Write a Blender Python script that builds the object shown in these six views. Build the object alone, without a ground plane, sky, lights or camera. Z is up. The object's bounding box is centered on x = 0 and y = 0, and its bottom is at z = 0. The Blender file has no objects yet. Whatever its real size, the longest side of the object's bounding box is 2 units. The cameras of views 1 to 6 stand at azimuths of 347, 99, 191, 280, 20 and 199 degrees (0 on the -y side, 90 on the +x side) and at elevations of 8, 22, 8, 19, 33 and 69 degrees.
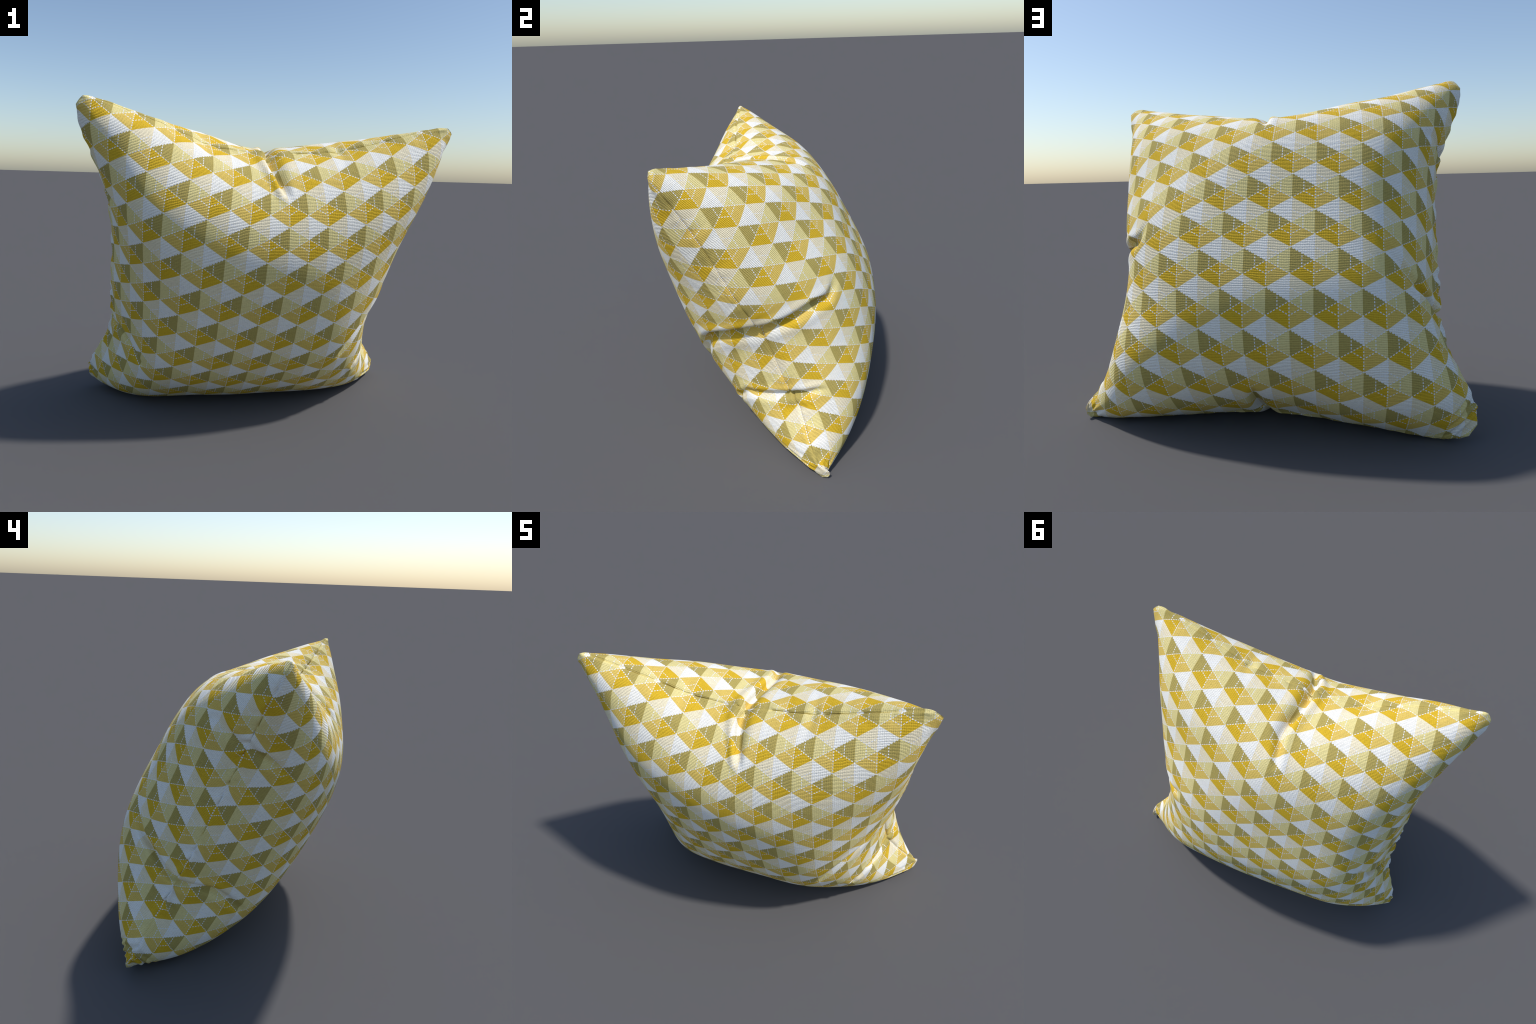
"""A plump square cushion: two printed woven panels sewn edge to edge, filled, and dented by tucks."""
import bpy, math
import numpy as np

# ---------------------------------------------------------------- cloth measure
HEX = 0.1226                       # edge of one printed triangle, metres
COL = HEX * math.sqrt(3) / 2       # spacing of the printed columns
COLS = 21                          # columns between the left and the right seam
V_TOP, V_LOW = -0.10, 18.09        # top and bottom seam, in triangle edges below the first printed row
WIDE, TALL = COLS * COL, (V_LOW - V_TOP) * HEX
CHAMFER = 0.052                    # leg of the blunted corners

# Tucks pinched into the cover: which panel, the crease as (column, row) marks from the
# seam inwards, depth at the seam and at its end, and how far the crease is drawn
# sideways (columns, rows) under the neighbouring lobe, per unit of depth.
TUCKS = [
    ("front", [(10.5, V_TOP), (10.65, 0.9), (10.8, 1.6), (10.9, 2.4)], 0.080, 0.020, (-0.6, 0.0)),
    ("back", [(10.5, V_TOP), (10.65, 0.9), (10.85, 1.8), (11.0, 2.8), (10.6, 4.3)], 0.080, 0.014, (-0.5, 0.0)),
    ("front", [(21, 9.3), (20, 9.0), (18, 9.1), (17, 9.4), (16, 9.9), (15, 10.8)], 0.090, 0.016, (0.0, -0.6)),
    ("back", [(21, 9.3), (19.5, 9.25), (18, 9.1), (17, 9.3), (16.5, 9.0), (16.2, 8.4)], 0.070, 0.004, (0.0, -0.3)),
    ("front", [(21, 13.3), (19.5, 12.9), (18.5, 12.6), (17, 12.8)], 0.040, 0.010, (0.0, -0.4)),
    ("back", [(21, 13.3), (20.4, 13.45), (19.9, 13.45), (19.4, 13.3)], 0.040, 0.003, (0.0, -0.3)),
    ("front", [(0, 4.3), (1, 4.4), (2, 4.6), (2.8, 4.9)], 0.026, 0.008, (0.0, 0.0)),
    ("back", [(0, 4.3), (1, 4.1), (2, 3.9), (2.6, 4.2)], 0.026, 0.006, (0.0, 0.0)),
    ("front", [(0, 12.1), (1, 11.8), (2, 11.6), (3, 11.9), (4, 12.3)], 0.050, 0.012, (0.0, -0.2)),
    ("back", [(0, 12.1), (1, 12.0), (2, 11.4), (3.1, 11.1), (4, 10.4), (5, 9.7)], 0.046, 0.006, (0.0, 0.0)),
    ("back", [(10.8, V_LOW), (10.9, 17.3), (10.95, 16.6), (10.9, 15.8)], 0.065, 0.010, (0.3, 0.0)),
    ("front", [(10.8, V_LOW), (10.7, 17), (10.6, 16)], 0.050, 0.012, (0.0, 0.0)),
    ("front", [(6.6, V_TOP), (6.7, 0.8), (6.9, 1.4)], 0.010, 0.003, (0.0, 0.0)),
    ("back", [(6.6, V_TOP), (6.6, 0.6), (6.8, 1.1)], 0.010, 0.003, (0.0, 0.0)),
    ("front", [(14.6, V_TOP), (14.5, 0.8), (14.3, 1.4)], 0.010, 0.003, (0.0, 0.0)),
    ("back", [(14.6, V_TOP), (14.5, 0.7), (14.3, 1.2)], 0.010, 0.003, (0.0, 0.0)),
]

def tucked(panel, u, v):
    """Offsets (along the normal, along columns, along rows; metres) at cloth marks u, v."""
    x, y = np.asarray(u, float) * COL, np.asarray(v, float) * HEX
    out = np.zeros(x.shape + (3,))
    for name, path, deep, shallow, lean in TUCKS:
        if name != panel:
            continue
        q = np.array(path, float) * (COL, HEX)
        run = np.concatenate([[0], np.cumsum(np.linalg.norm(np.diff(q, axis=0), axis=1))])
        near, at, gx, gy = np.full(x.shape, 9.0), np.zeros(x.shape), np.zeros(x.shape), np.zeros(x.shape)
        for i in range(len(q) - 1):
            d = q[i + 1] - q[i]
            t = np.clip(((x - q[i, 0]) * d[0] + (y - q[i, 1]) * d[1]) / (d @ d), 0, 1)
            dx, dy = q[i, 0] + t * d[0] - x, q[i, 1] + t * d[1] - y
            r = np.hypot(dx, dy)
            m = r < near
            near, at = np.where(m, r, near), np.where(m, (run[i] + t * (run[i + 1] - run[i])) / run[-1], at)
            gx, gy = np.where(m, dx, gx), np.where(m, dy, gy)
        depth = deep + (shallow - deep) * at ** 2.2
        w = np.maximum(0.008 + 0.36 * depth, 0.015)
        core = np.exp(-(near / w) ** 1.25)
        out[..., 0] += -depth * core + 0.16 * depth * np.exp(-((near - 2.1 * w) / w) ** 2)
        close = 0.60 * np.exp(-(near / (1.5 * w)) ** 2)       # cloth drawn towards the crease
        out[..., 1] += gx * close + lean[0] * depth * core
        out[..., 2] += gy * close + lean[1] * depth * core
    return out

# Seam of the cover: control points of its four edges, corner to corner.
SEAM_TOP = [(-0.997, -0.413, 1.744), (-0.945, -0.407, 1.762), (-0.786, -0.375, 1.702), (-0.549, -0.371, 1.638), (-0.347, -0.302, 1.521), (-0.093, -0.329, 1.514), (0.068, -0.330, 1.515), (0.316, -0.329, 1.518), (0.533, -0.372, 1.572), (0.775, -0.411, 1.647), (0.929, -0.439, 1.685), (1.009, -0.446, 1.688)]
SEAM_LOW = [(-1.008, 0.411, 0.058), (-0.942, 0.407, 0.018), (-0.811, 0.400, 0.002), (-0.627, 0.377, 0.031), (-0.384, 0.360, 0.050), (-0.136, 0.339, 0.077), (0.080, 0.328, 0.071), (0.321, 0.340, 0.046), (0.583, 0.358, 0.022), (0.826, 0.353, -0.002), (0.980, 0.337, -0.019), (0.951, 0.438, 0.051)]
SEAM_LEFT = [(-1.005, -0.384, 1.688), (-0.970, -0.318, 1.546), (-0.876, -0.229, 1.374), (-0.842, -0.144, 1.175), (-0.841, -0.032, 0.945), (-0.855, 0.065, 0.713), (-0.844, 0.157, 0.552), (-0.875, 0.228, 0.402), (-1.015, 0.335, 0.184), (-1.005, 0.379, 0.111)]
SEAM_RIGHT = [(0.997, -0.414, 1.619), (0.949, -0.348, 1.509), (0.893, -0.238, 1.306), (0.865, -0.144, 1.081), (0.824, -0.031, 0.859), (0.718, 0.036, 0.748), (0.750, 0.110, 0.472), (0.752, 0.224, 0.342), (0.914, 0.275, 0.162), (0.985, 0.356, 0.060)]

# Front panel: control points of its cross-sections, from the top seam down.
FRONT_SECTIONS = {}
FRONT_SECTIONS[1] = [(-0.964, -0.451, 1.683), (-0.805, -0.491, 1.661), (-0.550, -0.444, 1.597), (-0.334, -0.392, 1.523), (-0.109, -0.394, 1.459), (0.052, -0.401, 1.473), (0.316, -0.411, 1.497), (0.533, -0.446, 1.552), (0.782, -0.491, 1.604), (0.945, -0.489, 1.617)]
FRONT_SECTIONS[2] = [(-0.958, -0.377, 1.508), (-0.844, -0.519, 1.495), (-0.590, -0.548, 1.456), (-0.343, -0.539, 1.423), (-0.097, -0.511, 1.369), (0.073, -0.539, 1.383), (0.311, -0.560, 1.398), (0.548, -0.580, 1.423), (0.811, -0.561, 1.419), (0.950, -0.468, 1.448)]
FRONT_SECTIONS[3] = [(-0.871, -0.275, 1.312), (-0.822, -0.471, 1.260), (-0.645, -0.603, 1.212), (-0.390, -0.638, 1.190), (-0.149, -0.649, 1.155), (0.081, -0.655, 1.152), (0.330, -0.639, 1.157), (0.580, -0.612, 1.177), (0.804, -0.488, 1.185), (0.896, -0.325, 1.249)]
FRONT_SECTIONS[4] = [(-0.835, -0.185, 1.129), (-0.801, -0.341, 1.049), (-0.648, -0.520, 0.973), (-0.405, -0.590, 0.938), (-0.162, -0.635, 0.909), (0.087, -0.646, 0.910), (0.330, -0.611, 0.917), (0.568, -0.536, 0.929), (0.752, -0.359, 0.980), (0.842, -0.203, 1.044)]
FRONT_SECTIONS[5] = [(-0.843, -0.088, 0.915), (-0.798, -0.226, 0.836), (-0.634, -0.413, 0.758), (-0.408, -0.508, 0.706), (-0.167, -0.546, 0.680), (0.074, -0.553, 0.679), (0.327, -0.541, 0.680), (0.564, -0.464, 0.692), (0.727, -0.262, 0.761), (0.812, -0.112, 0.816)]
FRONT_SECTIONS[6] = [(-0.852, 0.024, 0.662), (-0.789, -0.114, 0.603), (-0.651, -0.316, 0.524), (-0.413, -0.414, 0.483), (-0.167, -0.436, 0.452), (0.069, -0.451, 0.441), (0.332, -0.471, 0.425), (0.542, -0.357, 0.499), (0.664, -0.189, 0.635), (0.728, -0.037, 0.690)]
FRONT_SECTIONS[7] = [(-0.845, 0.130, 0.485), (-0.763, -0.043, 0.449), (-0.662, -0.248, 0.294), (-0.423, -0.301, 0.276), (-0.181, -0.301, 0.257), (0.065, -0.312, 0.256), (0.328, -0.324, 0.237), (0.555, -0.244, 0.285), (0.692, -0.123, 0.384), (0.723, 0.040, 0.445)]
FRONT_SECTIONS[8] = [(-0.884, 0.196, 0.337), (-0.844, 0.027, 0.250), (-0.684, -0.100, 0.117), (-0.416, -0.113, 0.106), (-0.175, -0.127, 0.075), (0.075, -0.130, 0.085), (0.316, -0.133, 0.080), (0.553, -0.119, 0.104), (0.725, -0.040, 0.175), (0.741, 0.130, 0.275)]
FRONT_SECTIONS[9] = [(-0.977, 0.278, 0.129), (-0.907, 0.159, 0.030), (-0.690, 0.103, -0.021), (-0.413, 0.106, 0.002), (-0.165, 0.094, 0.001), (0.082, 0.090, 0.003), (0.328, 0.090, -0.008), (0.587, 0.083, -0.018), (0.818, 0.107, 0.003), (0.897, 0.212, 0.098)]
FRONT_SECTIONS[10] = [(-0.958, 0.345, 0.043), (-0.845, 0.304, -0.012), (-0.637, 0.287, -0.007), (-0.391, 0.280, 0.014), (-0.150, 0.264, 0.024), (0.084, 0.256, 0.022), (0.327, 0.263, 0.010), (0.583, 0.264, -0.000), (0.821, 0.264, -0.005), (0.957, 0.300, 0.026)]

# Back panel: control points of its cross-sections, from the top seam down.
BACK_SECTIONS = {}
BACK_SECTIONS[1] = [(-0.961, -0.331, 1.749), (-0.809, -0.293, 1.744), (-0.547, -0.299, 1.657), (-0.330, -0.273, 1.606), (-0.103, -0.256, 1.506), (0.052, -0.269, 1.527), (0.304, -0.283, 1.577), (0.536, -0.318, 1.619), (0.785, -0.329, 1.685), (0.931, -0.363, 1.666)]
BACK_SECTIONS[2] = [(-0.950, -0.238, 1.588), (-0.843, -0.147, 1.675), (-0.575, -0.117, 1.657), (-0.333, -0.107, 1.639), (-0.066, -0.088, 1.546), (0.084, -0.108, 1.557), (0.327, -0.113, 1.607), (0.570, -0.135, 1.628), (0.816, -0.179, 1.617), (0.931, -0.266, 1.548)]
BACK_SECTIONS[3] = [(-0.872, -0.154, 1.352), (-0.825, 0.001, 1.462), (-0.617, 0.108, 1.549), (-0.369, 0.126, 1.554), (-0.113, 0.161, 1.552), (0.097, 0.154, 1.547), (0.360, 0.121, 1.526), (0.602, 0.080, 1.498), (0.827, -0.025, 1.413), (0.916, -0.168, 1.329)]
BACK_SECTIONS[4] = [(-0.830, -0.073, 1.183), (-0.788, 0.089, 1.249), (-0.617, 0.246, 1.339), (-0.377, 0.299, 1.356), (-0.126, 0.341, 1.373), (0.121, 0.343, 1.372), (0.367, 0.274, 1.329), (0.598, 0.203, 1.283), (0.806, 0.078, 1.197), (0.885, -0.065, 1.119)]
BACK_SECTIONS[5] = [(-0.830, 0.038, 0.972), (-0.786, 0.180, 1.031), (-0.612, 0.335, 1.119), (-0.380, 0.422, 1.147), (-0.132, 0.439, 1.150), (0.111, 0.439, 1.144), (0.362, 0.433, 1.146), (0.604, 0.365, 1.086), (0.794, 0.199, 0.973), (0.849, 0.045, 0.908)]
BACK_SECTIONS[6] = [(-0.812, 0.143, 0.716), (-0.773, 0.295, 0.782), (-0.623, 0.477, 0.896), (-0.388, 0.539, 0.940), (-0.138, 0.547, 0.939), (0.106, 0.547, 0.927), (0.364, 0.546, 0.928), (0.595, 0.456, 0.887), (0.741, 0.271, 0.811), (0.771, 0.091, 0.772)]
BACK_SECTIONS[7] = [(-0.816, 0.224, 0.580), (-0.785, 0.362, 0.666), (-0.630, 0.585, 0.711), (-0.388, 0.625, 0.707), (-0.139, 0.635, 0.712), (0.102, 0.637, 0.705), (0.352, 0.608, 0.688), (0.592, 0.508, 0.660), (0.748, 0.353, 0.597), (0.798, 0.162, 0.536)]
BACK_SECTIONS[8] = [(-0.875, 0.315, 0.406), (-0.850, 0.459, 0.457), (-0.642, 0.620, 0.451), (-0.392, 0.639, 0.454), (-0.142, 0.648, 0.452), (0.098, 0.651, 0.450), (0.345, 0.637, 0.448), (0.612, 0.606, 0.438), (0.774, 0.466, 0.426), (0.819, 0.257, 0.385)]
BACK_SECTIONS[9] = [(-0.990, 0.413, 0.202), (-0.902, 0.523, 0.209), (-0.625, 0.586, 0.192), (-0.384, 0.565, 0.209), (-0.131, 0.547, 0.234), (0.077, 0.544, 0.218), (0.315, 0.550, 0.202), (0.575, 0.570, 0.177), (0.798, 0.536, 0.165), (0.890, 0.377, 0.189)]
BACK_SECTIONS[10] = [(-0.965, 0.424, 0.104), (-0.846, 0.467, 0.081), (-0.615, 0.467, 0.071), (-0.383, 0.435, 0.093), (-0.120, 0.405, 0.142), (0.077, 0.401, 0.115), (0.302, 0.413, 0.083), (0.552, 0.433, 0.053), (0.814, 0.461, 0.020), (0.946, 0.396, 0.045)]

# ---------------------------------------------------------------- loft
def spline(t, n):
    """Clamped uniform cubic B-spline weights of n control points at t in 0..1."""
    t = np.clip(np.asarray(t, float), 0, 1 - 1e-12)
    k = np.concatenate([[0] * 3, np.linspace(0, 1, n - 2), [1] * 3])
    rows = [((t >= k[i]) & (t < k[i + 1])).astype(float) for i in range(len(k) - 1)]
    for d in range(1, 4):
        rows = [(0 if k[i + d] == k[i] else (t - k[i]) / (k[i + d] - k[i]) * rows[i])
                + (0 if k[i + d + 1] == k[i + 1] else (k[i + d + 1] - t) / (k[i + d + 1] - k[i + 1]) * rows[i + 1])
                for i in range(len(k) - 1 - d)]
    return np.stack(rows, -1)

def control_net(sections):
    left, right = np.array(SEAM_LEFT), np.array(SEAM_RIGHT)
    rows = [np.array(SEAM_TOP)]
    for j in sorted(sections):
        rows.append(np.vstack([left[j - 1], np.array(sections[j]), right[j - 1]]))
    return np.array(rows + [np.array(SEAM_LOW)])

def loft(sections, x, y):
    """Points, and unit frames (outward for the front panel, along columns, along rows)."""
    net = control_net(sections)
    def at(xx, yy):
        bu, bv = spline(xx / WIDE, net.shape[1]), spline(yy / TALL, net.shape[0])
        return np.einsum("jq,ip,qpc->jic", bv, bu, net, optimize=True)
    e = 0.004
    du = at(np.minimum(x + e, WIDE), y) - at(np.maximum(x - e, 0), y)
    dv = at(x, np.minimum(y + e, TALL)) - at(x, np.maximum(y - e, 0))
    du /= np.linalg.norm(du, axis=-1, keepdims=True) + 1e-9
    dv /= np.linalg.norm(dv, axis=-1, keepdims=True) + 1e-9
    n = np.cross(dv, du)
    return at(x, y), n / (np.linalg.norm(n, axis=-1, keepdims=True) + 1e-9), du, dv

def ripple(x, y, seed):
    """Smooth random gathers of the cloth, about seven centimetres apart."""
    rng = np.random.default_rng(seed)
    total = np.zeros(x.shape)
    for _ in range(14):
        angle, wave, phase = rng.uniform(0, math.tau), rng.uniform(0.055, 0.12), rng.uniform(0, math.tau)
        total += np.sin((x * math.cos(angle) + y * math.sin(angle)) * math.tau / wave + phase)
    return total / math.sqrt(14)

def sew(p, x, y, fade):
    """The panels' edges meet half way; the change fades out inwards."""
    half = {}
    move, weight = np.zeros_like(p[0]), np.zeros(x.shape + (1,))
    for cut, dist in (((slice(None), slice(0, 1)), x), ((slice(None), slice(-1, None)), WIDE - x), ((slice(0, 1),), y), ((slice(-1, None),), TALL - y)):
        g = np.exp(-(dist / fade) ** 1.5)[..., None]
        move += g * g * 0.5 * (p[1][cut] - p[0][cut])
        weight += g
    move /= np.maximum(weight, 1e-9)
    p[0] += move
    p[1] -= move
    join(p)

def join(p):
    for cut in ((slice(None), 0), (slice(None), -1), (0,), (-1,)):
        p[0][cut] = p[1][cut] = 0.5 * (p[0][cut] + p[1][cut])

def near_tucks(panel, x, y):
    best = np.full(x.shape, 9.0)
    for name, path, deep, _, _ in TUCKS:
        if name == panel:
            q = np.array(path, float) * (COL, HEX) - (0, V_TOP * HEX)
            for a, b in zip(q[:-1], q[1:]):
                t = np.clip(((x - a[0]) * (b - a)[0] + (y - a[1]) * (b - a)[1]) / ((b - a) @ (b - a)), 0, 1)
                best = np.minimum(best, np.hypot(x - a[0] - t * (b - a)[0], y - a[1] - t * (b - a)[1]) / (0.5 + 7 * deep))
    return best

def settle(p, x, y, hold, rounds):
    """Let the cloth relax: threads keep their length, folds keep a soft bend,
    the filling (hold) keeps the cushion's shape, the floor stops it."""
    home, (nv, nu) = p.copy(), x.shape
    links = []
    for dj, di, stiff in ((0, 1, 0.9), (1, 0, 0.9), (1, 1, 0.35), (1, -1, 0.35)):
        for odd in (0, 1):
            j = np.arange(nv - dj)
            i = np.arange(max(0, -di), nu - max(0, di))
            if dj:
                j = j[j % 2 == odd]
            else:
                i = i[i % 2 == odd]
            a, b = np.ix_((0, 1), j, i), np.ix_((0, 1), j + dj, i + di)
            span = np.hypot(x[np.ix_(j + dj, i + di)] - x[np.ix_(j, i)], y[np.ix_(j + dj, i + di)] - y[np.ix_(j, i)])
            links.append((a, b, span, stiff))
    for _ in range(rounds):
        p += hold * (home - p)
        for axis in (1, 2):
            q = np.moveaxis(p, axis, 1)
            bend = np.zeros_like(q)
            bend[:, 1:-1] = q[:, :-2] - 2 * q[:, 1:-1] + q[:, 2:]
            stiff = np.zeros_like(q)
            stiff[:, 2:-2] = bend[:, 1:-3] - 2 * bend[:, 2:-2] + bend[:, 3:-1]
            q -= BEND * stiff
        for a, b, span, stiff in links:
            d = p[b] - p[a]
            n = np.sqrt((d * d).sum(-1)) + 1e-9
            d *= (np.where(n > span, stiff, stiff * 0.35) * (n - span) / n * 0.5)[..., None]
            p[a] += d
            p[b] -= d
        join(p)
        p[..., 2] = np.maximum(p[..., 2], 0.003)
    return p

BEND = 0.028

def coarse_cushion(step=0.0115, rounds=160):
    x1, y1 = np.linspace(0, WIDE, int(WIDE / step) + 1), np.linspace(0, TALL, int(TALL / step) + 1)
    x, y = np.meshgrid(x1, y1)
    side = np.minimum(np.minimum(x, WIDE - x), np.minimum(y, TALL - y))
    shape, hold, base = [], [], []
    for name, sections, out, seed in (("front", FRONT_SECTIONS, 1, 5), ("back", BACK_SECTIONS, -1, 9)):
        p, n, du, dv = loft(sections, x1, y1)
        off = tucked(name, x / COL, V_TOP + y / HEX)
        off[..., 0] += GATHER * ripple(x, y, seed) * np.exp(-side / 0.05)
        base.append(p)
        shape.append(p + out * off[..., :1] * n + off[..., 1:2] * du + off[..., 2:] * dv)
        far = np.clip((near_tucks(name, x, y) - 0.03) / 0.09, 0, 1) ** 2
        tips = 0.6 * np.exp(-((np.minimum(x, WIDE - x) ** 2 + np.minimum(y, TALL - y) ** 2) / 0.01))
        hold.append(np.maximum(0.004 + 0.046 * far, tips)[..., None])
    p = np.array(shape)
    sew(p, x, y, 0.022)
    return settle(p, x, y, np.array(hold), rounds), x1, y1, np.array(base)

GATHER = 0.003

def cubic(grid, x1, y1, x, y):
    """Catmull-Rom reading of an evenly spaced grid of points at marks x, y."""
    def taps(t, n):
        i = np.clip(np.floor(t).astype(int), 0, n - 2)
        s = t - i
        w = (-0.5 * s + s ** 2 - 0.5 * s ** 3, 1 - 2.5 * s ** 2 + 1.5 * s ** 3, 0.5 * s + 2 * s ** 2 - 1.5 * s ** 3, -0.5 * s ** 2 + 0.5 * s ** 3)
        return i, w
    g = np.concatenate([2 * grid[:1] - grid[1:2], grid, 2 * grid[-1:] - grid[-2:-1]], 0)
    g = np.concatenate([2 * g[:, :1] - g[:, 1:2], g, 2 * g[:, -1:] - g[:, -2:-1]], 1)
    i, wi = taps(x / (x1[1] - x1[0]), len(x1))
    j, wj = taps(y / (y1[1] - y1[0]), len(y1))
    return sum(wj[b][..., None] * wi[a][..., None] * g[j + b, i + a] for a in range(4) for b in range(4))

def edge_spaced(length, step):
    """Marks 0..length, evenly stepped but close together beside both seams."""
    edge = np.array([0, 0.0014, 0.003, 0.005, 0.0078, 0.0115, 0.0165, 0.023])
    n = int(round((length - 2 * edge[-1]) / step))
    return np.concatenate([edge[:-1], np.linspace(edge[-1], length - edge[-1], n), (length - edge[:-1])[::-1]])

def cushion_surface():
    p, x1, y1, _ = coarse_cushion()
    x, y = np.meshgrid(edge_spaced(WIDE, 0.0075), edge_spaced(TALL, 0.0075))
    # blunt the four corners: cloth marks beyond the chamfer slide onto it
    a, b = np.minimum(x, WIDE - x), np.minimum(y, TALL - y)
    past = np.maximum(CHAMFER - a - b, 0)
    x = x + np.where(x < WIDE / 2, 0.5, -0.5) * past
    y = y + np.where(y < TALL / 2, 0.5, -0.5) * past
    gone = past > 1e-9
    to_chamfer = np.maximum(a + b - CHAMFER, 0) / math.sqrt(2)
    side = np.minimum(np.minimum(a, b), to_chamfer)
    q = np.array([cubic(p[0], x1, y1, x, y), cubic(p[1], x1, y1, x, y)])
    # stitched edge: both panels dive into a narrow groove
    e = 0.006
    for k, out in ((0, 1), (1, -1)):
        du = cubic(p[k], x1, y1, np.minimum(x + e, WIDE), y) - cubic(p[k], x1, y1, np.maximum(x - e, 0), y)
        dv = cubic(p[k], x1, y1, x, np.minimum(y + e, TALL)) - cubic(p[k], x1, y1, x, np.maximum(y - e, 0))
        n = np.cross(dv, du)
        n *= out / (np.linalg.norm(n, axis=-1, keepdims=True) + 1e-9)
        q[k] += n * (0.0020 * np.exp(-((side - 0.018) / 0.012) ** 2) - 0.0105 * np.exp(-(side / 0.0052) ** 1.2))[..., None]
    sew(q, x, y, 0.016)
    tip = np.exp(-(to_chamfer / 0.016) ** 2)[..., None] * 0.5
    q = np.array([q[0] + (q[1] - q[0]) * tip, q[1] + (q[0] - q[1]) * tip])
    join(q)
    q[..., 2] = np.where(q[..., 2] < 0.008, 0.008 * np.exp((q[..., 2] - 0.008) / 0.008), q[..., 2])   # rests on the floor
    return q[0], q[1], x, y, gone

# ---------------------------------------------------------------- material
class Graph:
    """Small helper that writes node formulas."""
    def __init__(self, tree):
        self.t = tree
    def node(self, kind, **props):
        n = self.t.nodes.new(kind)
        for k, v in props.items():
            setattr(n, k, v)
        return n
    def put(self, socket, value):
        if isinstance(value, bpy.types.NodeSocket):
            self.t.links.new(value, socket)
        else:
            socket.default_value = value
    def m(self, op, a, b=0.0, c=0.0):
        n = self.node("ShaderNodeMath", operation=op)
        for s, v in zip(n.inputs, (a, b, c)):
            self.put(s, v)
        return n.outputs[0]
    def mix(self, f, a, b, blend="MIX"):
        n = self.node("ShaderNodeMix", data_type="RGBA", blend_type=blend)
        self.put(n.inputs["Factor"], f)
        self.put(n.inputs["A"], a)
        self.put(n.inputs["B"], b)
        return n.outputs["Result"]

def srgb(hex_code):
    v = [int(hex_code[i:i + 2], 16) / 255 for i in (0, 2, 4)]
    return tuple(x / 12.92 if x <= 0.04045 else ((x + 0.055) / 1.055) ** 2.4 for x in v) + (1.0,)

TONES = dict(gold="DDB630", olive="B8A65E", white="F5F3EA", cream="F1E5C4", khaki="E8D996", pale_gold="E3C466", stitch="F2F4F8")

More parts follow.
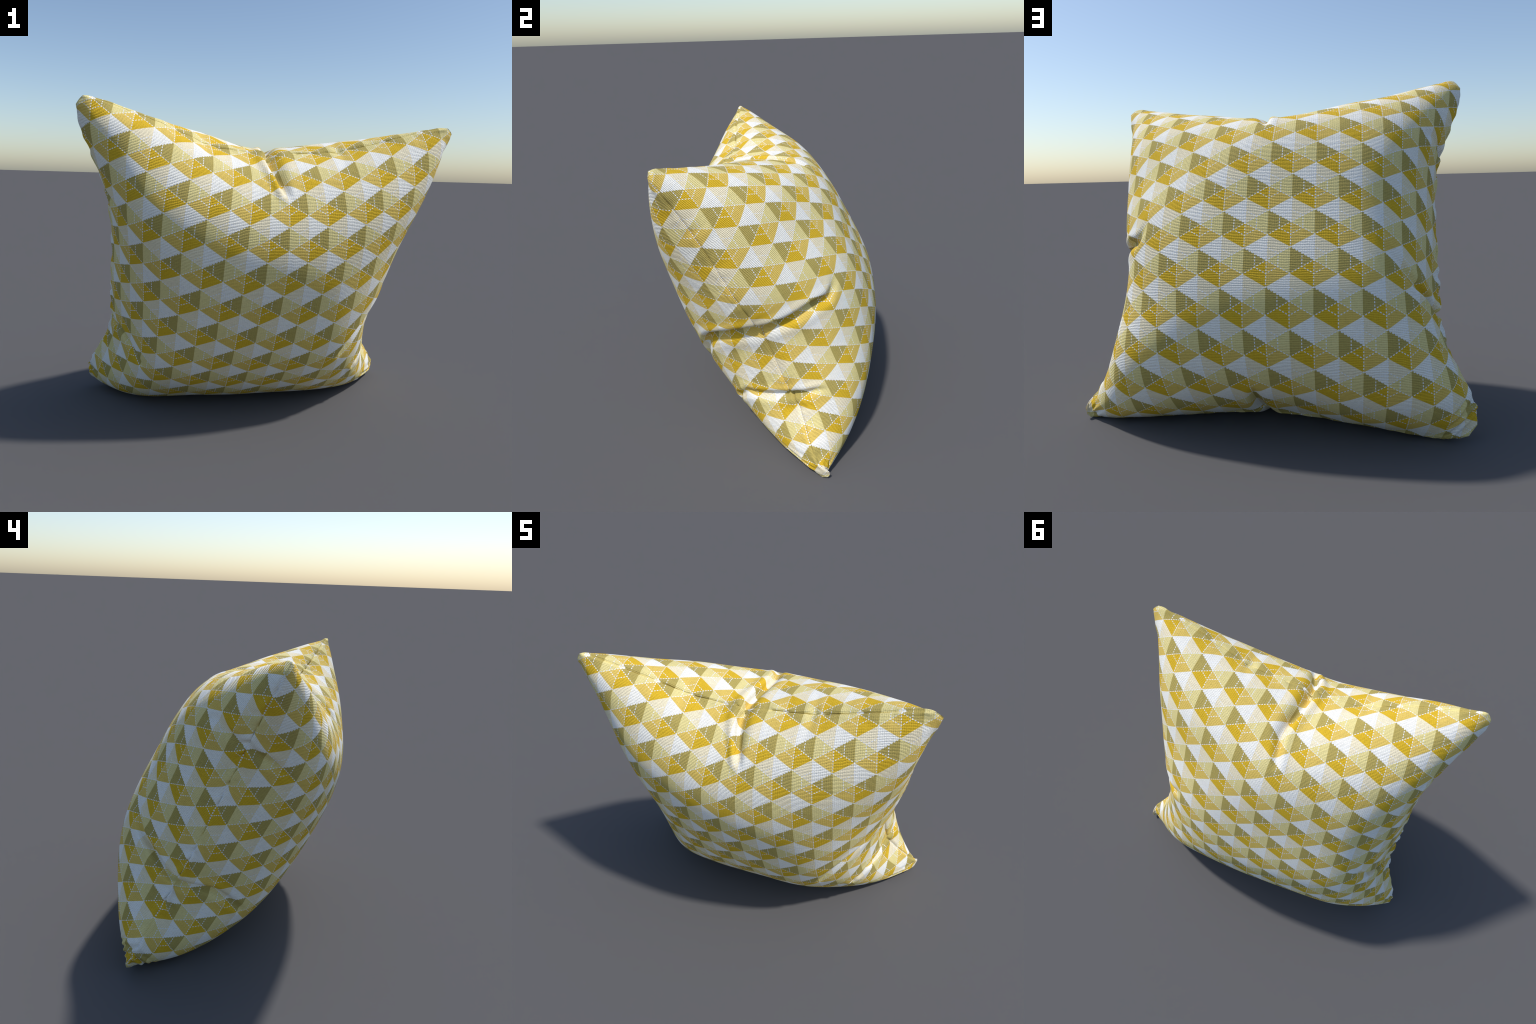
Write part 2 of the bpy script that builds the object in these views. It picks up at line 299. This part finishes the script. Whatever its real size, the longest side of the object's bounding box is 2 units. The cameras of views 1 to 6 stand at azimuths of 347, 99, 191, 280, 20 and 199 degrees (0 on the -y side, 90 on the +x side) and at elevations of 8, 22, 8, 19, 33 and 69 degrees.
def fabric():
    mat = bpy.data.materials.new("printed_woven_cotton")
    mat.use_nodes = True
    t = mat.node_tree
    t.nodes.clear()
    g = Graph(t)
    m = g.m
    out = g.node("ShaderNodeOutputMaterial")
    bsdf = g.node("ShaderNodeBsdfPrincipled")
    t.links.new(bsdf.outputs[0], out.inputs[0])
    flat = g.node("ShaderNodeTexCoord").outputs["Generated"]      # place on the flat, unsewn cloth
    sep = g.node("ShaderNodeSeparateXYZ")
    t.links.new(flat, sep.inputs[0])
    u = m("MULTIPLY", sep.outputs[0], float(COLS))                  # printed column
    v = m("ADD", m("MULTIPLY", sep.outputs[1], V_TOP - V_LOW), V_LOW)  # triangle edges from the top
    # hexagon centres sit on two interleaved rectangular grids
    def offset(du, dv):
        x = m("MULTIPLY", m("WRAP", m("SUBTRACT", u, du), 1.0, -1.0), math.sqrt(3) / 2)
        y = m("MULTIPLY", m("WRAP", m("SUBTRACT", v, dv), 1.5, -1.5), -1.0)
        return x, y, m("ADD", m("MULTIPLY", x, x), m("MULTIPLY", y, y))
    xa, ya, ra = offset(1.0, 0.0)
    xb, yb, rb = offset(0.0, 1.5)
    near = m("LESS_THAN", rb, ra)
    def pick(a, b):
        return m("ADD", a, m("MULTIPLY", near, m("SUBTRACT", b, a)))
    x, y, r = pick(xa, xb), pick(ya, yb), m("SQRT", pick(ra, rb))
    turn = m("WRAP", m("ADD", m("DIVIDE", m("ARCTAN2", y, x), math.tau), 0.25), 1.0, 0.0)
    ramp = g.node("ShaderNodeValToRGB")
    ramp.color_ramp.interpolation = "CONSTANT"
    order = ["gold", "olive", "white", "cream", "khaki", "pale_gold"]   # anticlockwise from the downward spoke
    e = ramp.color_ramp.elements
    while len(e) < 6:
        e.new(0.5)
    for i, name in enumerate(order):
        e[i].position = i / 6
        e[i].color = srgb(TONES[name])
    g.put(ramp.inputs[0], turn)
    # dashed stitching: six spokes and a half-size hexagon, eight dashes to an edge
    local = m("MULTIPLY", m("FRACT", m("MULTIPLY", turn, 6.0)), math.pi / 3)
    away = m("MINIMUM", local, m("SUBTRACT", math.pi / 3, local))
    spoke_off = m("MULTIPLY", r, m("SINE", away))
    spoke_run = m("MULTIPLY", r, m("COSINE", away))
    mid = m("SUBTRACT", local, math.pi / 6)
    ring_off = m("ABSOLUTE", m("SUBTRACT", m("MULTIPLY", r, m("COSINE", mid)), math.sqrt(3) / 4))
    ring_run = m("MULTIPLY", r, m("SINE", mid))
    def dash(off, run, half):
        on = m("COMPARE", m("FRACT", m("ADD", m("MULTIPLY", run, 8.0), 0.5)), 0.5, 0.28)
        return m("MULTIPLY", on, m("LESS_THAN", off, half))
    stitch = m("MAXIMUM", dash(spoke_off, spoke_run, 0.019), dash(ring_off, ring_run, 0.019))
    stitch = m("MAXIMUM", stitch, m("LESS_THAN", r, 0.045))
    colour = g.mix(stitch, ramp.outputs[0], srgb(TONES["stitch"]))
    # plain weave: weft threads run across, warp threads up; each passes over and under
    noise = g.node("ShaderNodeTexNoise")
    noise.inputs["Scale"].default_value = 45.0
    noise.inputs["Detail"].default_value = 3.0
    g.put(noise.inputs["Vector"], flat)
    wobble = m("SUBTRACT", noise.outputs["Fac"], 0.5)
    rows = m("ADD", m("MULTIPLY", v, 16.0), m("MULTIPLY", wobble, 1.1))
    cols = m("ADD", m("MULTIPLY", u, 10.4), m("MULTIPLY", wobble, 0.9))
    row_no, col_no = m("FLOOR", rows), m("FLOOR", cols)
    def uneven(number, seed):
        n = g.node("ShaderNodeTexWhiteNoise", noise_dimensions="1D")
        g.put(n.inputs["W"], m("ADD", number, seed))
        return m("ADD", 0.75, m("MULTIPLY", n.outputs["Value"], 0.25))
    over = m("MULTIPLY", m("COSINE", m("MULTIPLY", m("ADD", m("SUBTRACT", cols, 0.5), row_no), math.pi)), 0.10)
    weft = m("POWER", m("ABSOLUTE", m("SINE", m("MULTIPLY", rows, math.pi))), 0.7)
    warp = m("POWER", m("ABSOLUTE", m("SINE", m("MULTIPLY", cols, math.pi))), 0.6)
    body = m("MULTIPLY", uneven(row_no, 3.3), uneven(col_no, 71.7))
    height = m("MULTIPLY", m("MULTIPLY", weft, m("ADD", 0.56, m("MULTIPLY", warp, 0.44))), m("ADD", body, over))
    cell = g.node("ShaderNodeTexWhiteNoise", noise_dimensions="2D")
    place = g.node("ShaderNodeCombineXYZ")
    g.put(place.inputs[0], m("ROUND", cols))
    g.put(place.inputs[1], m("ROUND", rows))
    g.put(cell.inputs["Vector"], place.outputs[0])
    pit = m("MULTIPLY", m("SUBTRACT", 1.0, m("DIVIDE", height, 0.34)), 0.5)
    pit = m("MAXIMUM", pit, 0.0)
    pits = m("SUBTRACT", 1.0, m("MULTIPLY", pit, m("POWER", cell.outputs["Value"], 1.5)))
    shade = g.node("ShaderNodeCombineColor")
    for s in shade.inputs:
        g.put(s, pits)
    colour = g.mix(1.0, colour, shade.outputs[0], "MULTIPLY")
    g.put(bsdf.inputs["Base Color"], colour)
    bsdf.inputs["Roughness"].default_value = 0.85
    bsdf.inputs["Specular IOR Level"].default_value = 0.15
    bump = g.node("ShaderNodeBump")
    bump.inputs["Strength"].default_value = 1.0
    bump.inputs["Distance"].default_value = 0.0024
    g.put(bump.inputs["Height"], height)
    g.put(bsdf.inputs["Normal"], bump.outputs[0])
    return mat

# ---------------------------------------------------------------- objects
def panel(name, pts, x, y, gone, cloth, flip):
    """A panel is a flat cut piece whose 'sewn and filled' shape is the cushion;
    the print lies on the flat piece (Generated coordinates)."""
    nv, nu = pts.shape[:2]
    idx = np.arange(nv * nu).reshape(nv, nu)
    quad = np.stack([idx[:-1, :-1], idx[1:, :-1], idx[1:, 1:], idx[:-1, 1:]], -1).reshape(-1, 4)
    quad = quad[~gone.ravel()[quad].all(1)]
    if flip:
        quad = quad[:, ::-1]
    used, quad = np.unique(quad, return_inverse=True)
    quad = quad.reshape(-1, 4)
    flat = np.stack([x, TALL - y, np.zeros_like(x)], -1).reshape(-1, 3)[used]
    mesh = bpy.data.meshes.new(name)
    mesh.from_pydata(flat.tolist(), [], quad.tolist())
    mesh.polygons.foreach_set("use_smooth", np.ones(len(quad), bool))
    mesh.materials.append(cloth)
    ob = bpy.data.objects.new(name, mesh)
    bpy.context.scene.collection.objects.link(ob)
    ob.shape_key_add(name="flat cut piece")
    key = ob.shape_key_add(name="sewn and filled", from_mix=False)
    key.data.foreach_set("co", np.ascontiguousarray(pts.reshape(-1, 3)[used]).ravel())
    key.value = 1.0
    return ob

def build():
    front, back, x, y, gone = cushion_surface()
    both = np.concatenate([front[~gone], back[~gone]])
    low, high = both.min(0), both.max(0)
    shift = np.array([-(low[0] + high[0]) / 2, -(low[1] + high[1]) / 2, -low[2]])
    print("raw bounds", low, high)
    cloth = fabric()
    cushion = bpy.data.objects.new("cushion", None)
    cushion["label"] = "plump square cushion printed with yellow and white triangles"
    cushion["category"] = "cushion"
    bpy.context.scene.collection.objects.link(cushion)
    for name, pts, flip in (("front_panel", front, False), ("back_panel", back, True)):
        panel(name, pts + shift, x, y, gone, cloth, flip).parent = cushion

build()
